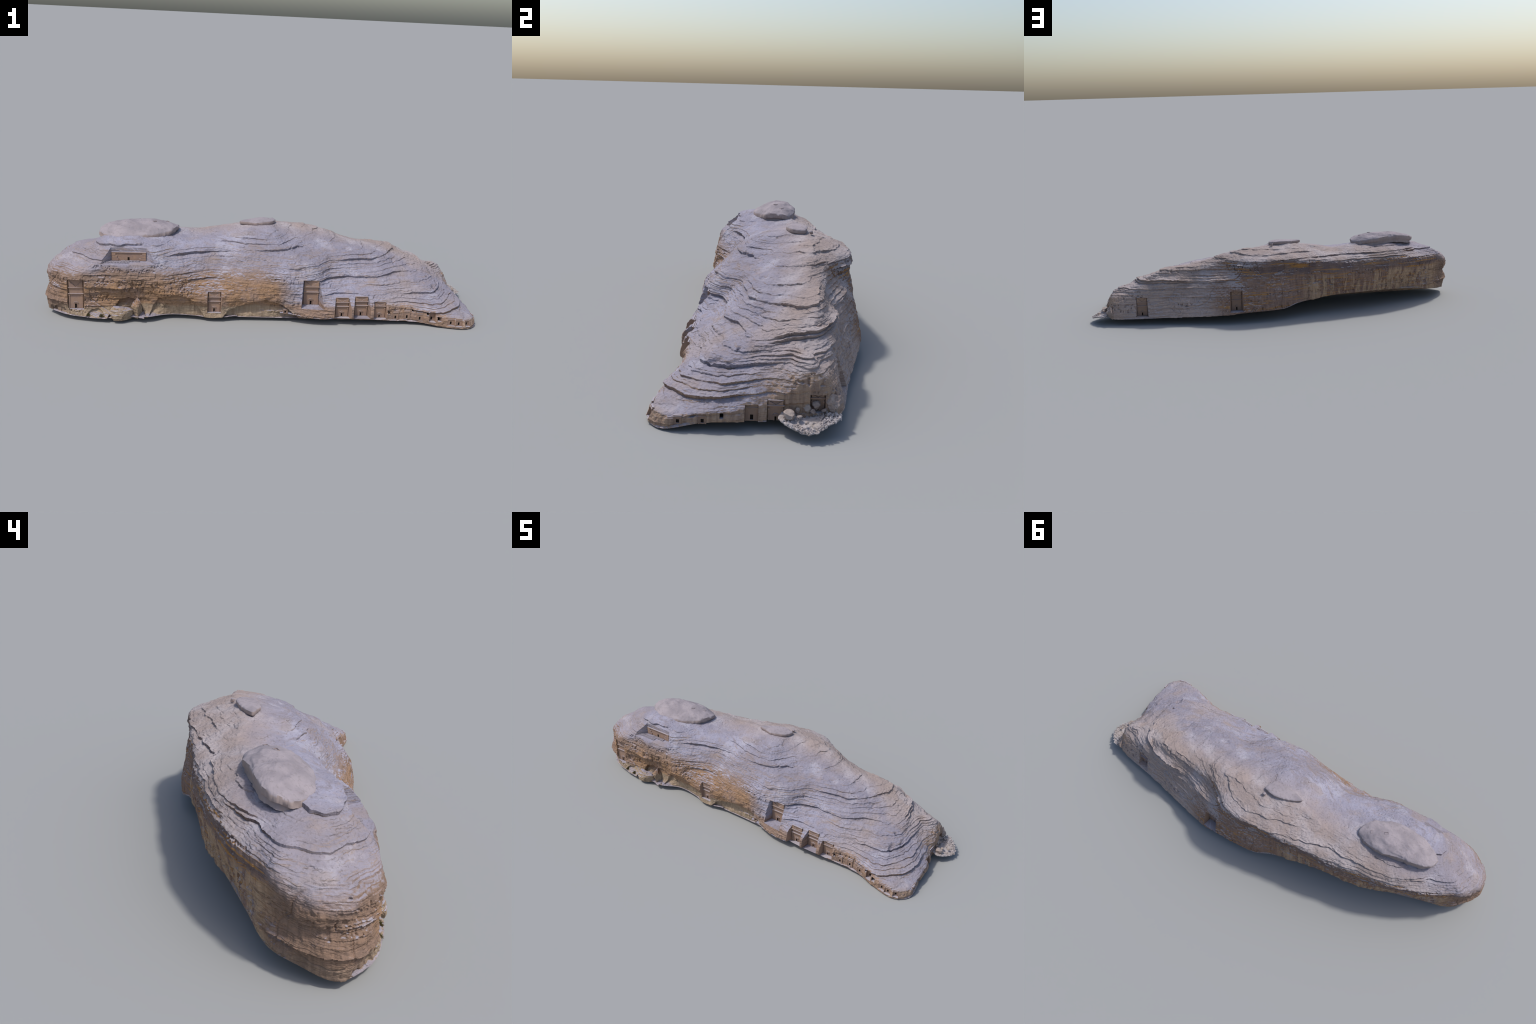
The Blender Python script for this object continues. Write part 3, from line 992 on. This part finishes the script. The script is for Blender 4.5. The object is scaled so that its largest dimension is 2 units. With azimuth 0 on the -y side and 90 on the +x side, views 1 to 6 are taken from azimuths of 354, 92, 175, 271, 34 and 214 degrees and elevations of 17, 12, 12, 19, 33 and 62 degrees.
def add_loose_rocks():
    cap = [(-.414, .020), (-.440, -.035), (-.490, -.070), (-.571, -.104), (-.684, -.098), (-.752, -.065), (-.772, -.030),
           (-.751, .014), (-.690, .044), (-.623, .062), (-.536, .080), (-.460, .072), (-.420, .052)]

    def cap_top(x, y):
        r = math.hypot((x + .58) / .20, (y - .02) / .13)
        ss = lambda a, b, v: float(smooth(a, b, v))
        return .390 - .018 * r ** 2 - .030 * (1 - ss(-.13, .00, y)) - .016 * ss(.02, .10, y) - .014 * (1 - ss(-.80, -.64, x)) - .010 * ss(-.52, -.41, x)
    slab_rock("cap_rock", cap, cap_top, .005, .022, seed=3, mat=MAT_CAP, rough=.004, under=.96)
    slab = [(.045, .112), (.030, .078), (.005, .058), (-.050, .046), (-.100, .058), (-.130, .072), (-.085, .104), (-.022, .120), (.020, .122)]
    slab_rock("summit_slab", slab, lambda x, y: .387 - .05 * abs(x + .02) - .25 * max(0, .07 - y), .003, .014, seed=9, mat=MAT_CAP, rings=12, rough=.002)
    boulder("perched_block", (.029, .140, .372), (.011, .009, .009), .4, MAT_CAP, 5, 3, .12)
    # small carved basins on the cap
    for bx, by, yaw in ((-.470, .022, .5), (-.525, -.004, .5)):
        w, l, t = .0085, .0065, .0014
        z = cap_top(bx, by) - .001
        o = new_object("carved_basin", boxes_mesh("carved_basin", [(-w, w, -l, -l + t, 0, .0028), (-w, w, l - t, l, 0, .0028), (-w, -w + t, -l + t, l - t, 0, .0028), (w - t, w, -l + t, l - t, 0, .0028)]), ROOT, MAT_CAP)
        o.matrix_local = placed((bx, by, z), yaw)
    # fallen blocks at the foot of the south face
    boulder("fallen_block", (-.655, -.264, .030), (.058, .032, .040), .1, MAT_ROCK, 12, 6, .20, cut_bottom=.010, planes=6)
    boulder("fallen_block", (-.592, -.240, .050), (.034, .036, .054), -.3, MAT_ROCK, 27, 6, .20, cut_bottom=.010, planes=6)
    # block by the eastern tombs
    boulder("corner_block", (.884, .194, .064), (.030, .026, .036), .3, MAT_GREY_BOULDER, 31, 5, .30)


def add_rubble():
    """tongue of rubble lying out from the east face"""
    out = [(.905, .060), (.945, .058), (.978, .088), (.994, .120), (.985, .155), (.962, .185), (.932, .212), (.908, .214), (.900, .180), (.880, .150), (.878, .100)]
    bed = slab_rock("rubble_patch", out, lambda x, y: .031 + .16 * max(0, .95 - x) + .008 * math.sin(40 * y), .002, .002, seed=14, mat=MAT_RUBBLE, rings=14, rough=.006, under=.96, jag=2.4)
    V, F = [], []
    rng = np.random.default_rng(5)
    poly = np.array(out)

    def inside(p):
        r = False
        for i in range(len(poly)):
            a, b = poly[i], poly[i - 1]
            if (a[1] > p[1]) != (b[1] > p[1]) and p[0] < (b[0] - a[0]) * (p[1] - a[1]) / (b[1] - a[1]) + a[0]:
                r = not r
        return r
    bm = bmesh.new()
    bmesh.ops.create_icosphere(bm, subdivisions=1, radius=1.0)
    base_v = np.array([v.co[:] for v in bm.verts])
    base_f = [tuple(v.index for v in f.verts) for f in bm.faces]
    bm.free()
    k = 0
    while k < 620:
        p = np.array([rng.uniform(.88, 1.0), rng.uniform(.055, .216)])
        if not inside(p):
            continue
        r = .0016 + .0040 * rng.random() ** 3
        q = base_v * (1 + .35 * rng.uniform(-1, 1, len(base_v)))[:, None] * rng.uniform(.6, 1.3, 3) * r
        R = np.array(Matrix.Rotation(rng.uniform(0, 6.28), 3, Vector(rng.normal(size=3)).normalized()))
        q = q @ R.T + np.array([p[0], p[1], .033 + .16 * max(0, .95 - p[0]) + .008 * math.sin(40 * p[1])])
        b = len(V)
        V += list(q)
        F += [tuple(b + i for i in f) for f in base_f]
        k += 1
    st = new_object("rubble_stones", mesh_from("rubble_stones", V, F), bed, MAT_RUBBLE)
    st["kind"] = "stuff"
    for loc, r, s in (((.930, .072, .046), (.022, .017, .016), 41), ((.897, .122, .058), (.012, .012, .015), 42),
                      ((.888, .147, .062), (.013, .017, .013), 43), ((.906, .095, .052), (.008, .008, .009), 44),
                      ((.935, .100, .045), (.008, .010, .006), 45), ((.908, .138, .050), (.008, .007, .007), 46),
                      ((.897, .168, .050), (.007, .009, .007), 47), ((.960, .120, .041), (.006, .008, .005), 48)):
        boulder("fallen_stone", loc, r, s, MAT_GREY_BOULDER, s, 4, .22)


def add_shrubs():
    rng = np.random.default_rng(3)
    for loc, r in (((-.800, -.262, .024), .010), ((-.742, -.268, .022), .012), ((-.715, -.266, .020), .007)):
        V, F = [], []
        for _ in range(260):
            d = rng.normal(size=3)
            d[2] = abs(d[2]) * .8
            d /= np.linalg.norm(d)
            c = d * r * rng.uniform(.3, 1)
            s = np.cross(d, rng.normal(size=3))
            s /= np.linalg.norm(s)
            t = np.cross(d, s)
            L, wd = r * .34, r * .07
            pts = [c - d * L / 2 + s * wd, c - d * L / 2 - s * wd, c - d * L / 2 + t * wd, c + d * L]
            b = len(V)
            V += [p + np.array(loc) for p in pts]
            F += [(b, b + 2, b + 1), (b, b + 1, b + 3), (b + 1, b + 2, b + 3), (b + 2, b, b + 3)]
        new_object("shrub", mesh_from("shrub", V, F), ROOT, MAT_SHRUB)


build_massif()
for s in BIG_TOMBS:
    add_tomb(s)
for s in SMALL_TOMBS:
    add_small_tomb(*s)
add_openings()
add_terrace()
add_loose_rocks()
add_rubble()
add_shrubs()
